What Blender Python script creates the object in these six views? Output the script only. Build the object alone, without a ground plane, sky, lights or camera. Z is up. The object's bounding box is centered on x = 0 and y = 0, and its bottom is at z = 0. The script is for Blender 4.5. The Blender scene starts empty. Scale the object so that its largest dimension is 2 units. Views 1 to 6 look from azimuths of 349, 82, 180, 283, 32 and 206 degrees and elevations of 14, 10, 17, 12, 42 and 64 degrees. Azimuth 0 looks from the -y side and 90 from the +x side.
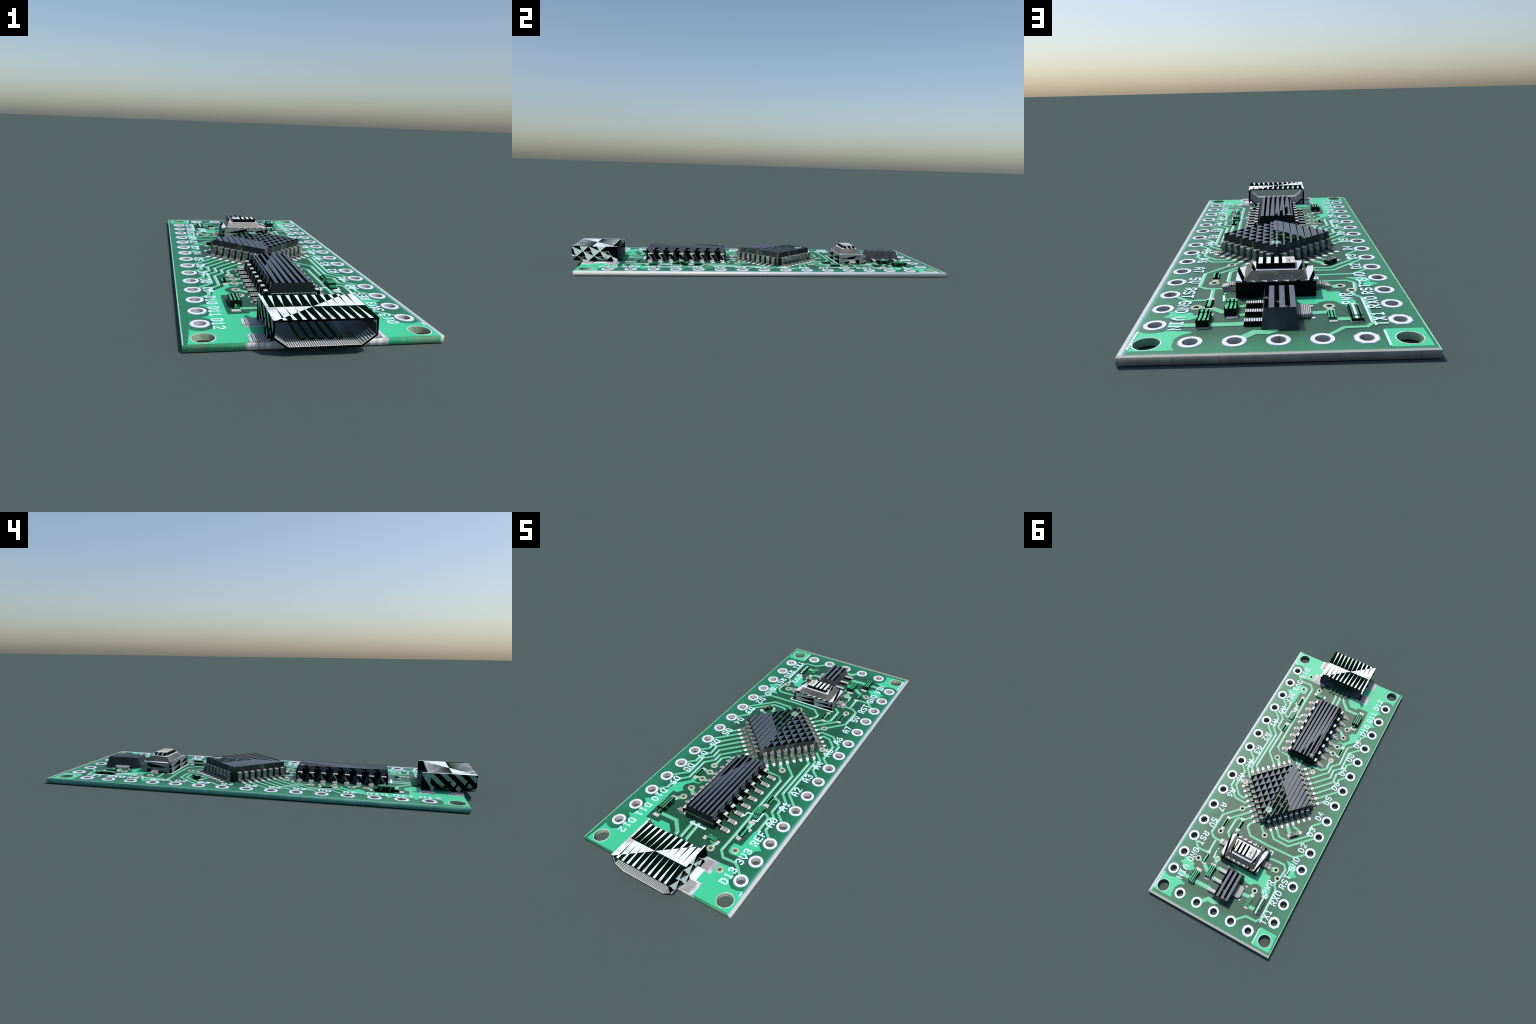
"""Small blue-green microcontroller board: substrate with plated holes, copper
traces and pours, silkscreen lettering, a micro socket, two chips, a push button,
a voltage regulator and a scatter of small passives."""
import bpy, bmesh, math, random
from mathutils import Vector, Matrix, geometry

random.seed(7)
SC = bpy.context.scene
BOARD_TOP = 0.022
BX, BY0, BY1 = 0.394, -0.943, 1.0      # half width, front edge, back edge
Z_POUR, Z_TRACE, Z_PAD, Z_INK = 0.0224, 0.0229, 0.0236, 0.0242


# ------------------------------------------------------------------ materials
class N:
    """A scalar node socket with arithmetic, so masks read as formulas."""
    def __init__(self, nt, sock):
        self.nt, self.s = nt, sock

    def op(self, kind, *others):
        n = self.nt.nodes.new("ShaderNodeMath")
        n.operation = kind
        for i, v in enumerate((self,) + others):
            if isinstance(v, N):
                self.nt.links.new(v.s, n.inputs[i])
            else:
                n.inputs[i].default_value = v
        return N(self.nt, n.outputs[0])

    def __add__(self, o): return self.op("ADD", o)
    def __sub__(self, o): return self.op("SUBTRACT", o)
    def __mul__(self, o): return self.op("MULTIPLY", o)
    def __truediv__(self, o): return self.op("DIVIDE", o)
    def lt(self, o): return self.op("LESS_THAN", o)
    def gt(self, o): return self.op("GREATER_THAN", o)
    def fract(self): return self.op("FRACT")
    def abs(self): return self.op("ABSOLUTE")
    def min(self, o): return self.op("MINIMUM", o)
    def max(self, o): return self.op("MAXIMUM", o)
    def inv(self): return (self * -1.0) + 1.0

    def smooth(self, a, b, c=0.0, d=1.0):
        n = self.nt.nodes.new("ShaderNodeMapRange")
        n.interpolation_type = "SMOOTHSTEP"
        self.nt.links.new(self.s, n.inputs[0])
        for i, v in enumerate((a, b, c, d)):
            n.inputs[i + 1].default_value = v
        return N(self.nt, n.outputs[0])


class Mat:
    def __init__(self, name, colour, rough=0.5, metal=0.0, spec=0.5):
        self.m = bpy.data.materials.new(name)
        self.m.use_nodes = True
        self.nt = self.m.node_tree
        self.b = self.nt.nodes["Principled BSDF"]
        self.b.inputs["Roughness"].default_value = rough
        self.b.inputs["Metallic"].default_value = metal
        self.b.inputs["Specular IOR Level"].default_value = spec
        self.b.inputs["Base Color"].default_value = (*colour, 1)
        rgb = self.nt.nodes.new("ShaderNodeRGB")
        rgb.outputs[0].default_value = (*colour, 1)
        self.c = rgb.outputs[0]
        self.matte, self.spec = None, spec
        tc = self.nt.nodes.new("ShaderNodeTexCoord")
        self.co = tc.outputs["Object"]
        sx = self.nt.nodes.new("ShaderNodeSeparateXYZ")
        self.nt.links.new(self.co, sx.inputs[0])
        self.x, self.y, self.z = (N(self.nt, sx.outputs[i]) for i in range(3))

    def noise(self, scale, detail=3.0, stretch=None):
        n = self.nt.nodes.new("ShaderNodeTexNoise")
        n.inputs["Scale"].default_value = scale
        n.inputs["Detail"].default_value = detail
        src = self.co
        if stretch:
            mp = self.nt.nodes.new("ShaderNodeMapping")
            mp.inputs["Scale"].default_value = stretch
            self.nt.links.new(self.co, mp.inputs[0])
            src = mp.outputs[0]
        self.nt.links.new(src, n.inputs["Vector"])
        return N(self.nt, n.outputs["Fac"])

    def random(self):
        n = self.nt.nodes.new("ShaderNodeObjectInfo")
        return N(self.nt, n.outputs["Random"])

    def mix(self, mask, colour):
        n = self.nt.nodes.new("ShaderNodeMix")
        n.data_type = "RGBA"
        self.nt.links.new(mask.s, n.inputs[0])
        self.nt.links.new(self.c, n.inputs[6])
        n.inputs[7].default_value = (*colour, 1)
        self.c = n.outputs[2]
        # unlit-looking black gaps carry no sheen; later layers restore it
        if max(colour) < 0.02:
            self.matte = self.matte.max(mask) if self.matte else mask
        elif self.matte:
            self.matte = self.matte * (mask.inv())
        return self

    def done(self, grain=0.0, scale=300):
        self.nt.links.new(self.c, self.b.inputs["Base Color"])
        if self.matte:
            self.nt.links.new((self.matte.inv() * self.spec).s, self.b.inputs["Specular IOR Level"])
        if grain:
            bp = self.nt.nodes.new("ShaderNodeBump")
            bp.inputs["Strength"].default_value = grain
            bp.inputs["Distance"].default_value = 0.001
            self.nt.links.new(self.noise(scale).s, bp.inputs["Height"])
            self.nt.links.new(bp.outputs[0], self.b.inputs["Normal"])
        return self.m


BLACK = (0.0015, 0.0022, 0.002)
GREENISH_BLACK = (0.001, 0.008, 0.004)


def make_materials():
    M = {}
    # solder-mask top: dark green centre, margins lightened to paint lighting gradient, pale routed rim
    m = Mat("solder_mask", (0.013, 0.088, 0.046), 0.5)
    margin = (m.x.abs() - 0.394).abs().min((m.y - 1.0).abs()).smooth(0.02, 0.15, 0.85, 0.0)
    m.mix(margin, (0.014, 0.21, 0.095))
    m.mix(m.noise(9).smooth(0.45, 0.75, 0.0, 0.35), (0.016, 0.11, 0.06))
    m.mix(m.noise(160, 1).gt(0.79), (0.06, 0.33, 0.23))
    wob = m.noise(30) * 0.004
    m.mix((m.x + wob).smooth(0.370, 0.385, 0, 0.7), (0.18, 0.42, 0.36))
    m.mix((m.x + wob).smooth(0.3825, 0.388), (0.54, 0.58, 0.61))
    m.mix((m.y + wob).smooth(0.985, 0.995), (0.34, 0.36, 0.33))
    m.mix((m.x * -1.0 + wob).smooth(0.391, 0.3935), (0.30, 0.62, 0.47))
    M["mask"] = m.done()
    # the four routed edges: bare glass fibre on two sides, mask-green on the other two
    m = Mat("glass_fibre_edge", (0.64, 0.665, 0.655), 0.55)
    m.mix(m.noise(14, 3, (1, 1, 0.01)).smooth(0.4, 0.65), (0.72, 0.70, 0.665))
    m.mix(m.noise(60, 2, (1, 1, 0.01)).smooth(0.45, 0.7, 0, 0.5), (0.60, 0.66, 0.68))
    M["fibre"] = m.done()
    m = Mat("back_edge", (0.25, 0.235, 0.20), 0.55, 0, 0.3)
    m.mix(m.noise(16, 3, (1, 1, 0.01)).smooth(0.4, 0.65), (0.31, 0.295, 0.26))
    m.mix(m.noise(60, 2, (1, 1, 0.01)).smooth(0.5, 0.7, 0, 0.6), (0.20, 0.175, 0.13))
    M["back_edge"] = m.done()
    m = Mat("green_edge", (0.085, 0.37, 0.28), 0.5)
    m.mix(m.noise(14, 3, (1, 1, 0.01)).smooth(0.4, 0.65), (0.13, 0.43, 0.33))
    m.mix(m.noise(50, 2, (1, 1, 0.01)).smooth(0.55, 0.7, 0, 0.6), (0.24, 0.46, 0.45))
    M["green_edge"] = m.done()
    m = Mat("front_edge", (0.030, 0.34, 0.16), 0.5)
    m.mix(m.noise(45, 2, (1, 1, 0.01)).smooth(0.4, 0.7, 0, 0.9), (0.10, 0.38, 0.20))
    m.mix((m.x.abs() - 0.325).abs().lt(0.045) * m.noise(40, 2, (1, 1, 0.01)).smooth(0.4, 0.6, 0, 0.7), (0.17, 0.27, 0.17))
    m.mix((m.x.abs() - 0.16).abs().lt(0.055), (0.42, 0.43, 0.45))
    m.mix((m.x.abs() - 0.16).abs().lt(0.055) * m.noise(55, 2, (1, 1, 0.01)).smooth(0.42, 0.6), (0.72, 0.70, 0.66))
    m.mix(m.x.gt(0.383), (0.55, 0.58, 0.58))
    M["front_edge"] = m.done()
    m = Mat("drilled_wall", (0.15, 0.40, 0.25), 0.5)
    m.mix((m.y * 9.0 + m.x * 5.0 + m.noise(30)).fract().smooth(0.3, 0.7, 0, 0.8), (0.44, 0.44, 0.33))
    M["wall"] = m.done()
    # copper under mask
    m = Mat("copper_pour", (0.052, 0.56, 0.285), 0.5)
    m.mix(m.noise(12).smooth(0.4, 0.7, 0, 0.5), (0.06, 0.60, 0.33))
    m.mix(m.noise(90, 2).smooth(0.5, 0.8, 0, 0.3), (0.045, 0.5, 0.24))
    M["pour"] = m.done()
    m = Mat("copper_trace", (0.12, 0.55, 0.31), 0.5)
    m.mix(m.noise(25).smooth(0.4, 0.7, 0, 0.5), (0.17, 0.55, 0.34))
    M["trace"] = m.done()
    m = Mat("painted_trace_glint", (0.50, 0.82, 0.72), 0.5)
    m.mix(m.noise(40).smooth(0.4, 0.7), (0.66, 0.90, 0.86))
    M["painted_glint"] = m.done()
    m = Mat("silkscreen_ink", (0.66, 0.90, 0.95), 0.5)
    M["ink"] = m.done()
    m = Mat("tinned_ring", (0.86, 0.87, 0.90), 0.36)
    rad = (m.x * m.x + m.y * m.y).op("SQRT")
    m.mix(m.noise(45).smooth(0.45, 0.62, 0, 0.8), (0.62, 0.62, 0.72))
    m.mix(m.noise(70).smooth(0.6, 0.7, 0, 0.8), (0.92, 0.94, 0.95))
    m.mix((rad + m.noise(60) * 0.004).smooth(0.0295, 0.0345, 0, 0.75), (0.45, 0.56, 0.80))  # radial tints paint ring shading: bluish outer fringe, dark inner edge
    m.mix((rad + m.noise(50) * 0.004).smooth(0.0250, 0.0210, 0, 0.8), (0.40, 0.37, 0.40))
    M["ring"] = m.done()
    m = Mat("plated_barrel", (0.52, 0.54, 0.55), 0.45)
    m.mix((m.x * 22.0 + m.y * 14.0).fract().smooth(0.45, 0.95, 0, 0.9), (0.34, 0.27, 0.20))
    M["barrel"] = m.done()
    m = Mat("via_ring", (0.42, 0.50, 0.38), 0.45)
    m.mix(m.noise(60).smooth(0.45, 0.65, 0, 0.8), (0.62, 0.72, 0.55))
    M["via"] = m.done()
    m = Mat("via_barrel", (0.20, 0.22, 0.13), 0.5)
    M["via_in"] = m.done()
    m = Mat("solder", (0.66, 0.65, 0.64), 0.38)
    m.mix(m.noise(70, 4).smooth(0.45, 0.6, 0, 0.85), (0.30, 0.29, 0.29))
    m.mix(m.noise(110, 3).smooth(0.55, 0.62), (0.9, 0.9, 0.89))
    M["solder"] = m.done(0.4, 200)
    m = Mat("socket_pad", (0.66, 0.66, 0.72), 0.4)
    m.mix(m.noise(28, 3).smooth(0.45, 0.6, 0, 0.9), (0.34, 0.35, 0.43))
    m.mix(m.noise(40, 3).smooth(0.58, 0.66), (0.88, 0.87, 0.9))
    M["socket_pad"] = m.done()

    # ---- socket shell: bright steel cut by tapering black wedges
    m = Mat("shell_top", (0.82, 0.88, 0.90), 0.42)
    m.mix(m.noise(14, 2).smooth(0.6, 0.72, 0, 0.8), (0.42, 0.40, 0.36))  # blotches coloured to show nearby parts reflected in the steel
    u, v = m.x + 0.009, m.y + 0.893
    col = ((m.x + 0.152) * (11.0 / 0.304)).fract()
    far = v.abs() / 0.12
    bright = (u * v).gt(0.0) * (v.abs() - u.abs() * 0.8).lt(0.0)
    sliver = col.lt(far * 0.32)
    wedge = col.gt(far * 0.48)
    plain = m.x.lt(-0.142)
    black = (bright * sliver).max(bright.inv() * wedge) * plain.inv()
    m.mix(black, GREENISH_BLACK)
    M["shell_top"] = m.done()
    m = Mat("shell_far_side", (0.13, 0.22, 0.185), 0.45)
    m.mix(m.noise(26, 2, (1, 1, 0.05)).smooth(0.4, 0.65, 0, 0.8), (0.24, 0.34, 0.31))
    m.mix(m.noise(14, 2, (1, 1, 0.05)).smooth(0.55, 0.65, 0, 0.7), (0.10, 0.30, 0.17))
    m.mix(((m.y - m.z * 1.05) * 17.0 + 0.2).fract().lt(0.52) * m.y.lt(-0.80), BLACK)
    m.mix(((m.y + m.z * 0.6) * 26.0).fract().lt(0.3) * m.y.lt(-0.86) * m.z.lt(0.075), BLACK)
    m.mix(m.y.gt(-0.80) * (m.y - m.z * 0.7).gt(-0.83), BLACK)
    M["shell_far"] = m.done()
    m = Mat("shell_side", (0.60, 0.69, 0.67), 0.45)
    row = (m.z - 0.109) / -0.0262
    colm = (m.y + 1.0) / 0.0445 - row * 0.30
    up, along = row.fract(), colm.fract()
    odd = ((row - up + colm - along) * 0.5).fract().gt(0.25)
    upper = (along + up).gt(1.0)
    m.mix(odd * upper * along.gt(0.12), BLACK)
    m.mix(odd.inv() * (along - up).gt(0.0) * along.lt(0.92), BLACK)
    m.mix((m.y + m.z * 0.5).gt(-0.768) * m.z.gt(0.06), BLACK)
    M["shell_side"] = m.done()
    m = Mat("shell_rim", (0.002, 0.002, 0.002), 0.5, 0, 0.0)
    M["shell_rim"] = m.done()
    m = Mat("shell_inside", (0.66, 0.70, 0.70), 0.45)
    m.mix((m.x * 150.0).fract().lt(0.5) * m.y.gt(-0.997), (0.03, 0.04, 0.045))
    m.mix(m.y.smooth(-0.955, -0.94, 0, 0.85), (0.04, 0.055, 0.065))  # shadow inside the socket, painted dark behind the mouth
    M["shell_inside"] = m.done()
    m = Mat("socket_tab", (0.62, 0.61, 0.61), 0.4)
    m.mix((m.x * 190.0).fract().lt(0.50), (0.05, 0.05, 0.055))
    m.mix(m.noise(60, 3).smooth(0.5, 0.65, 0, 0.6), (0.34, 0.34, 0.36))
    M["tab"] = m.done()
    m = Mat("green_contact", (0.02, 0.20, 0.10), 0.45)
    m.mix((m.x * 290.0).fract().lt(0.45), BLACK)
    M["contact"] = m.done()

    # ---- chip with sixteen legs
    grey = (0.074, 0.090, 0.118)
    m = Mat("long_chip_top", grey, 0.5)
    m.mix(m.noise(40, 3).smooth(0.4, 0.7, 0, 0.4), (0.11, 0.13, 0.15))
    t = (m.y + 0.605) / 0.424
    s = (m.x * -1.0 + 0.072) / 0.144
    lane = ((m.x * -1.0 + 0.072) * (6.0 / 0.144) + 0.45).fract()
    taper = ((t * s * -1.7) + 1.0).max(0.03) * 0.50
    low = (m.y - (m.x * 2.96 - 0.2267)).gt(0.0)
    m.mix(lane.lt(taper) * low.inv(), BLACK)
    m.mix(lane.lt(0.62) * low * m.x.gt(-0.066), BLACK)
    M["long_top"] = m.done(0.25, 500)
    m = Mat("long_chip_side", (0.035, 0.045, 0.055), 0.55)
    m.mix(m.noise(35, 3).smooth(0.5, 0.7, 0, 0.6), (0.055, 0.07, 0.075))
    drop = (m.z - 0.0935) / -0.0325
    tooth = (m.y * 17.6 + drop * 0.2).fract()
    m.mix(tooth.lt((drop * -0.7) + 0.42) * drop.lt(0.5), BLACK)
    m.mix((m.y * 17.6 - drop * 0.3 + 0.4).fract().lt(0.62) * drop.gt(0.42), BLACK)
    M["long_side"] = m.done()
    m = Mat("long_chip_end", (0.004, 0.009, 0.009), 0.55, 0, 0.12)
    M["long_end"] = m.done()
    m = Mat("long_chip_seam", (0.05, 0.30, 0.19), 0.5)
    m.mix((m.x * 70.0).fract().lt(0.5), (0.55, 0.52, 0.46))
    M["seam"] = m.done()
    m = Mat("striped_leg", (0.72, 0.71, 0.69), 0.4)
    m.mix(m.noise(60, 3).smooth(0.5, 0.68, 0, 0.7), (0.34, 0.35, 0.35))
    m.mix(m.z.lt(0.0610) * m.z.gt(0.0325), (0.16, 0.20, 0.19))
    m.mix((m.x * 165.0).fract().lt(0.50) * m.x.gt(0.106) * m.z.lt(0.04), BLACK)
    m.mix((m.y * 34.0 + m.z * 24.0 + m.random()).fract().lt(0.66) * m.z.lt(0.0625) * m.z.gt(0.032), BLACK)
    m.mix(m.x.lt(0.086), BLACK)
    M["leg"] = m.done()
    m = Mat("leg_flank", (0.02, 0.023, 0.023), 0.5, 0, 0.2)
    m.mix((m.x * 60.0 + m.z * 45.0).fract().lt(0.5), BLACK)
    M["leg_flank"] = m.done()

    # ---- square chip turned by 45 degrees
    m = Mat("square_chip_top", grey, 0.5)
    m.mix(m.noise(18, 4).smooth(0.5, 0.68, 0, 0.55), (0.07, 0.15, 0.13))  # greenish noise painted for reflections of surrounding parts
    x, y = m.x - 0.002, m.y - 0.108
    a = ((x + y) * 0.7071 + 0.146) / 0.0375
    b = ((y - x) * 0.7071 + 0.146) / 0.0375
    half = m.x.gt(0.014)
    m.mix(half * (a.fract() + 0.04).gt(b.fract()) * a.fract().lt(0.95), BLACK)
    wedge = half.inv() * (m.y - (m.x * -1.105 + 0.0706)).gt(0.0)
    plain = half.inv() * wedge.inv()
    lane = ((m.x + 0.4) / 0.0265).fract()
    away = (m.x * -1.0 + 0.02) / 0.2
    run = ((m.y - (m.x * -0.2)) * -3.0 + 0.55).abs().min(1.0)
    m.mix(plain * lane.lt((away * 0.30 + 0.04) * (run + 0.35)), (0.002, 0.012, 0.007))
    m.mix(wedge * lane.gt(0.24), (0.0025, 0.008, 0.005))
    m.mix(wedge * lane.gt(0.24) * m.noise(45, 3).gt(0.6), (0.008, 0.075, 0.035))
    M["square_top"] = m.done(0.25, 500)
    m = Mat("square_chip_side", (0.012, 0.022, 0.020), 0.55, 0, 0.3)
    m.mix(m.noise(18, 3, (1, 1, 0.2)).smooth(0.45, 0.55, 0, 0.85), (0.026, 0.028, 0.031))
    m.mix(m.noise(30, 3, (1, 1, 0.2)).smooth(0.6, 0.66, 0, 0.8), (0.11, 0.10, 0.095))
    m.mix(m.noise(26, 3, (1, 1, 0.2)).smooth(0.62, 0.66, 0, 0.8), (0.010, 0.10, 0.055))
    M["square_side"] = m.done()
    m = Mat("dimple_green", (0.03, 0.30, 0.14), 0.45)
    w = m.nt.nodes.new("ShaderNodeTexWave")
    m.nt.links.new(m.co, w.inputs[0])
    w.inputs["Scale"].default_value = 18
    w.inputs["Distortion"].default_value = 6
    m.mix(N(m.nt, w.outputs["Fac"]).gt(0.62), (0.55, 0.5, 0.48))
    m.mix(m.noise(90).gt(0.58), (0.02, 0.10, 0.05))
    M["dimple"] = m.done()
    m = Mat("olive_leg", (0.15, 0.18, 0.15), 0.45, 0, 0.35)
    m.mix(m.noise(50, 3).smooth(0.45, 0.62, 0, 0.8), (0.065, 0.095, 0.085))
    m.mix((m.random() * 3.0 + m.z * 14.0 + m.y * 10.0).fract().lt(0.2), (0.26, 0.28, 0.23))
    M["olive"] = m.done()
    m = Mat("bright_leg", (0.46, 0.48, 0.47), 0.38)
    m.mix(m.noise(110, 3).smooth(0.43, 0.5), (0.09, 0.11, 0.105))
    m.mix(m.noise(140, 2).gt(0.56), (0.012, 0.016, 0.016))
    m.mix(m.noise(60, 3).smooth(0.58, 0.66), (0.86, 0.87, 0.85))
    M["bright_leg"] = m.done()

    # ---- push button
    m = Mat("button_housing", (0.16, 0.20, 0.195), 0.5)
    up = (m.z - 0.022) / 0.051
    q = (m.x * 8.3 + m.y * 8.3).fract()
    m.mix((up * 2.0).fract().lt(q * 0.9), BLACK)
    m.mix(m.noise(30).smooth(0.55, 0.65, 0, 0.6), (0.23, 0.24, 0.25))
    M["housing"] = m.done()
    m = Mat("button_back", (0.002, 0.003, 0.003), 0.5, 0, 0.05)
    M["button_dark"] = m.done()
    m = Mat("button_ring", (0.70, 0.71, 0.78), 0.42)
    tooth = (m.x * 30.0).fract() * 0.018
    m.mix((m.y - 0.548).abs().gt(0.058 + 0.0) * ((m.y - 0.470).abs().min((m.y - 0.627).abs())).lt(tooth), (0.004, 0.02, 0.012))
    m.mix((m.x - 0.007).abs().gt(0.06) * ((m.x.abs() * 26.0 + m.y * 5.5 + 0.1).fract()).lt(0.33), BLACK)
    M["button_ring"] = m.done()
    m = Mat("button_slope", (0.055, 0.064, 0.058), 0.42)
    m.mix(m.noise(16, 3).smooth(0.42, 0.62, 0, 0.9), (0.13, 0.12, 0.095))
    m.mix(m.noise(22, 3).smooth(0.58, 0.66, 0, 0.7), (0.08, 0.20, 0.13))
    m.mix(m.noise(150, 3).smooth(0.5, 0.7, 0, 0.4), (0.20, 0.19, 0.175))
    M["slope"] = m.done()
    m = Mat("button_cap", (0.76, 0.83, 0.76), 0.45)
    m.mix(((m.x + 0.0605) * (5.0 / 0.124) + 0.2).fract().lt(0.47), BLACK)
    m.mix(m.x.lt(-0.03) * m.noise(40).gt(0.45), (0.50, 0.50, 0.42))
    M["cap"] = m.done()
    m = Mat("button_cap_side", (0.45, 0.50, 0.47), 0.45)
    m.mix((m.x.abs() * 4.0 + m.y * 38.0 + m.z * 30.0).fract().lt(0.6), BLACK)
    M["cap_side"] = m.done()

    # ---- regulator
    m = Mat("regulator_top", (0.095, 0.115, 0.15), 0.5)
    m.mix(((m.x + 0.048) * (3.0 / 0.087)).fract().gt(0.52), BLACK)
    m.mix(m.noise(24, 3).smooth(0.6, 0.7, 0, 0.5), (0.24, 0.21, 0.2))
    M["reg_top"] = m.done()
    m = Mat("regulator_side", (0.022, 0.030, 0.033), 0.48, 0, 0.35)
    m.mix(m.noise(20, 3, (1, 1, 0.15)).smooth(0.4, 0.62, 0, 0.9), (0.055, 0.053, 0.064))
    m.mix(m.noise(16, 2).smooth(0.52, 0.62, 0, 0.7), (0.008, 0.038, 0.028))
    M["reg_side"] = m.done()
    m = Mat("regulator_leg", (0.60, 0.60, 0.60), 0.35)
    m.mix(m.noise(30, 3, (0.3, 1, 1)).smooth(0.45, 0.6, 0, 0.8), (0.80, 0.83, 0.86))
    m.mix((m.x * 150.0).fract().lt(0.40), (0.05, 0.05, 0.05))
    M["reg_leg"] = m.done()

    m = Mat("button_leg_metal", (0.40, 0.40, 0.38), 0.4)
    m.mix((m.x * 130.0).fract().lt(0.42), (0.04, 0.042, 0.042))
    m.mix(m.noise(50, 3).smooth(0.5, 0.65, 0, 0.7), (0.62, 0.61, 0.58))
    M["button_leg"] = m.done()

    # ---- passives
    def striped(name, green, period, duty, dark=BLACK):
        s = Mat(name, green, 0.45)
        s.mix((s.x / period + s.random()).fract().lt(duty), dark)
        return s.done()
    M["cap_green"] = striped("capacitor_top", (0.05, 0.52, 0.25), 0.0122, 0.46)
    M["res_green"] = striped("resistor_top", (0.04, 0.50, 0.24), 0.0210, 0.52)
    M["led_green"] = striped("led_top", (0.045, 0.40, 0.19), 0.0100, 0.34)
    M["diode_green"] = striped("diode_top", (0.09, 0.36, 0.20), 0.0125, 0.48)
    m = Mat("lamp_top", (0.03, 0.16, 0.085), 0.4)
    m.mix((m.x / 0.012).fract().lt(0.38), BLACK)
    m.mix((m.x - 0.002).abs().lt(0.0035), (0.62, 0.85, 0.74))
    M["lamp"] = m.done()
    m = Mat("passive_side", (0.003, 0.008, 0.005), 0.5, 0, 0.1)
    m.mix((m.random() * 5.0 + m.y * 24.0 + m.z * 9.0).fract().lt(0.12), (0.015, 0.17, 0.08))
    M["passive_side"] = m.done()
    m = Mat("speckled", (0.40, 0.40, 0.36), 0.42)
    m.mix(m.noise(85, 3).gt(0.5), (0.015, 0.03, 0.022))
    m.mix(m.noise(60, 3).gt(0.58), (0.10, 0.20, 0.10))
    M["speckled"] = m.done()
    return M


# ------------------------------------------------------------------ builders
ROOT = None


def add(name, mesh, parent, mats=(), loc=(0, 0, 0), rot=0.0, smooth=False):
    for mt in mats:
        if mt.name not in [q.name for q in mesh.materials if q]:
            mesh.materials.append(mt)
    o = bpy.data.objects.new(name, mesh)
    SC.collection.objects.link(o)
    o.parent = parent
    o.location = loc
    o.rotation_euler = (0, 0, rot)
    if smooth:
        for p in mesh.polygons:
            p.use_smooth = True
        mesh.set_sharp_from_angle(angle=math.radians(35))
    return o


def group(name, parent, loc=(0, 0, 0), rot=0.0):
    e = bpy.data.objects.new(name, None)
    SC.collection.objects.link(e)
    e.parent, e.location, e.rotation_euler = parent, loc, (0, 0, rot)
    e.empty_display_size = 0.02
    return e


def solid(name, verts, faces, slots=None):
    me = bpy.data.meshes.new(name)
    me.from_pydata(verts, [], faces)
    if slots:
        for p, s in zip(me.polygons, slots):
            p.material_index = s
    bm = bmesh.new()
    bm.from_mesh(me)
    bmesh.ops.recalc_face_normals(bm, faces=bm.faces)
    bm.to_mesh(me)
    bm.free()
    me.update()
    return me


def frustum(name, bottom, top, z0, z1, slots=(0, 0, 0, 0, 1, 0)):
    """Box with independent bottom and top rectangles (x0, x1, y0, y1).
    slots: -y, +x, +y, -x, top, bottom."""
    a, b = bottom, top
    v = [(a[0], a[2], z0), (a[1], a[2], z0), (a[1], a[3], z0), (a[0], a[3], z0),
         (b[0], b[2], z1), (b[1], b[2], z1), (b[1], b[3], z1), (b[0], b[3], z1)]
    f = [(0, 1, 5, 4), (1, 2, 6, 5), (2, 3, 7, 6), (3, 0, 4, 7), (4, 5, 6, 7), (3, 2, 1, 0)]
    return solid(name, v, f, slots)


def extrude_profile(name, pts, w, slot_of=None, caps=0):
    """Profile polygon in x-z swept along y from -w/2 to w/2."""
    n = len(pts)
    v = [(x, -w / 2, z) for x, z in pts] + [(x, w / 2, z) for x, z in pts]
    f = [tuple(range(n)), tuple(range(2 * n - 1, n - 1, -1))]
    s = [caps, caps]
    for i in range(n):
        j = (i + 1) % n
        f.append((i, j, n + j, n + i))
        s.append(slot_of(i) if slot_of else 0)
    return solid(name, v, f, s)


def strip_outline(pts, t):
    """Offset an x-z centre line by half the thickness on both sides."""
    L, R = [], []
    for i, p in enumerate(pts):
        d = Vector(pts[min(i + 1, len(pts) - 1)]) - Vector(pts[max(i - 1, 0)])
        d.normalize()
        nrm = Vector((-d.y, d.x))
        k = 1.0
        if 0 < i < len(pts) - 1:
            e = (Vector(pts[i + 1]) - Vector(p)).normalized()
            k = 1.0 / max(0.5, abs(nrm.dot(Vector((-e.y, e.x)))))
        q = Vector(p)
        L.append(tuple(q + nrm * t / 2 * k))
        R.append(tuple(q - nrm * t / 2 * k))
    return L + R[::-1]


def lathe(name, profile, n=40, slots=None, poly_outer=None):
    """Rings (radius, z) joined into a surface of revolution."""
    v, f, s = [], [], []
    for r, z in profile:
        for i in range(n):
            a = 2 * math.pi * i / n
            v.append((r * math.cos(a), r * math.sin(a), z))
    for k in range(len(profile) - 1):
        for i in range(n):
            j = (i + 1) % n
            f.append((k * n + i, k * n + j, (k + 1) * n + j, (k + 1) * n + i))
            s.append(slots[k] if slots else 0)
    me = bpy.data.meshes.new(name)
    me.from_pydata(v, [], f)
    for p, q in zip(me.polygons, s):
        p.material_index = q
    me.update()
    return me


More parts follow.
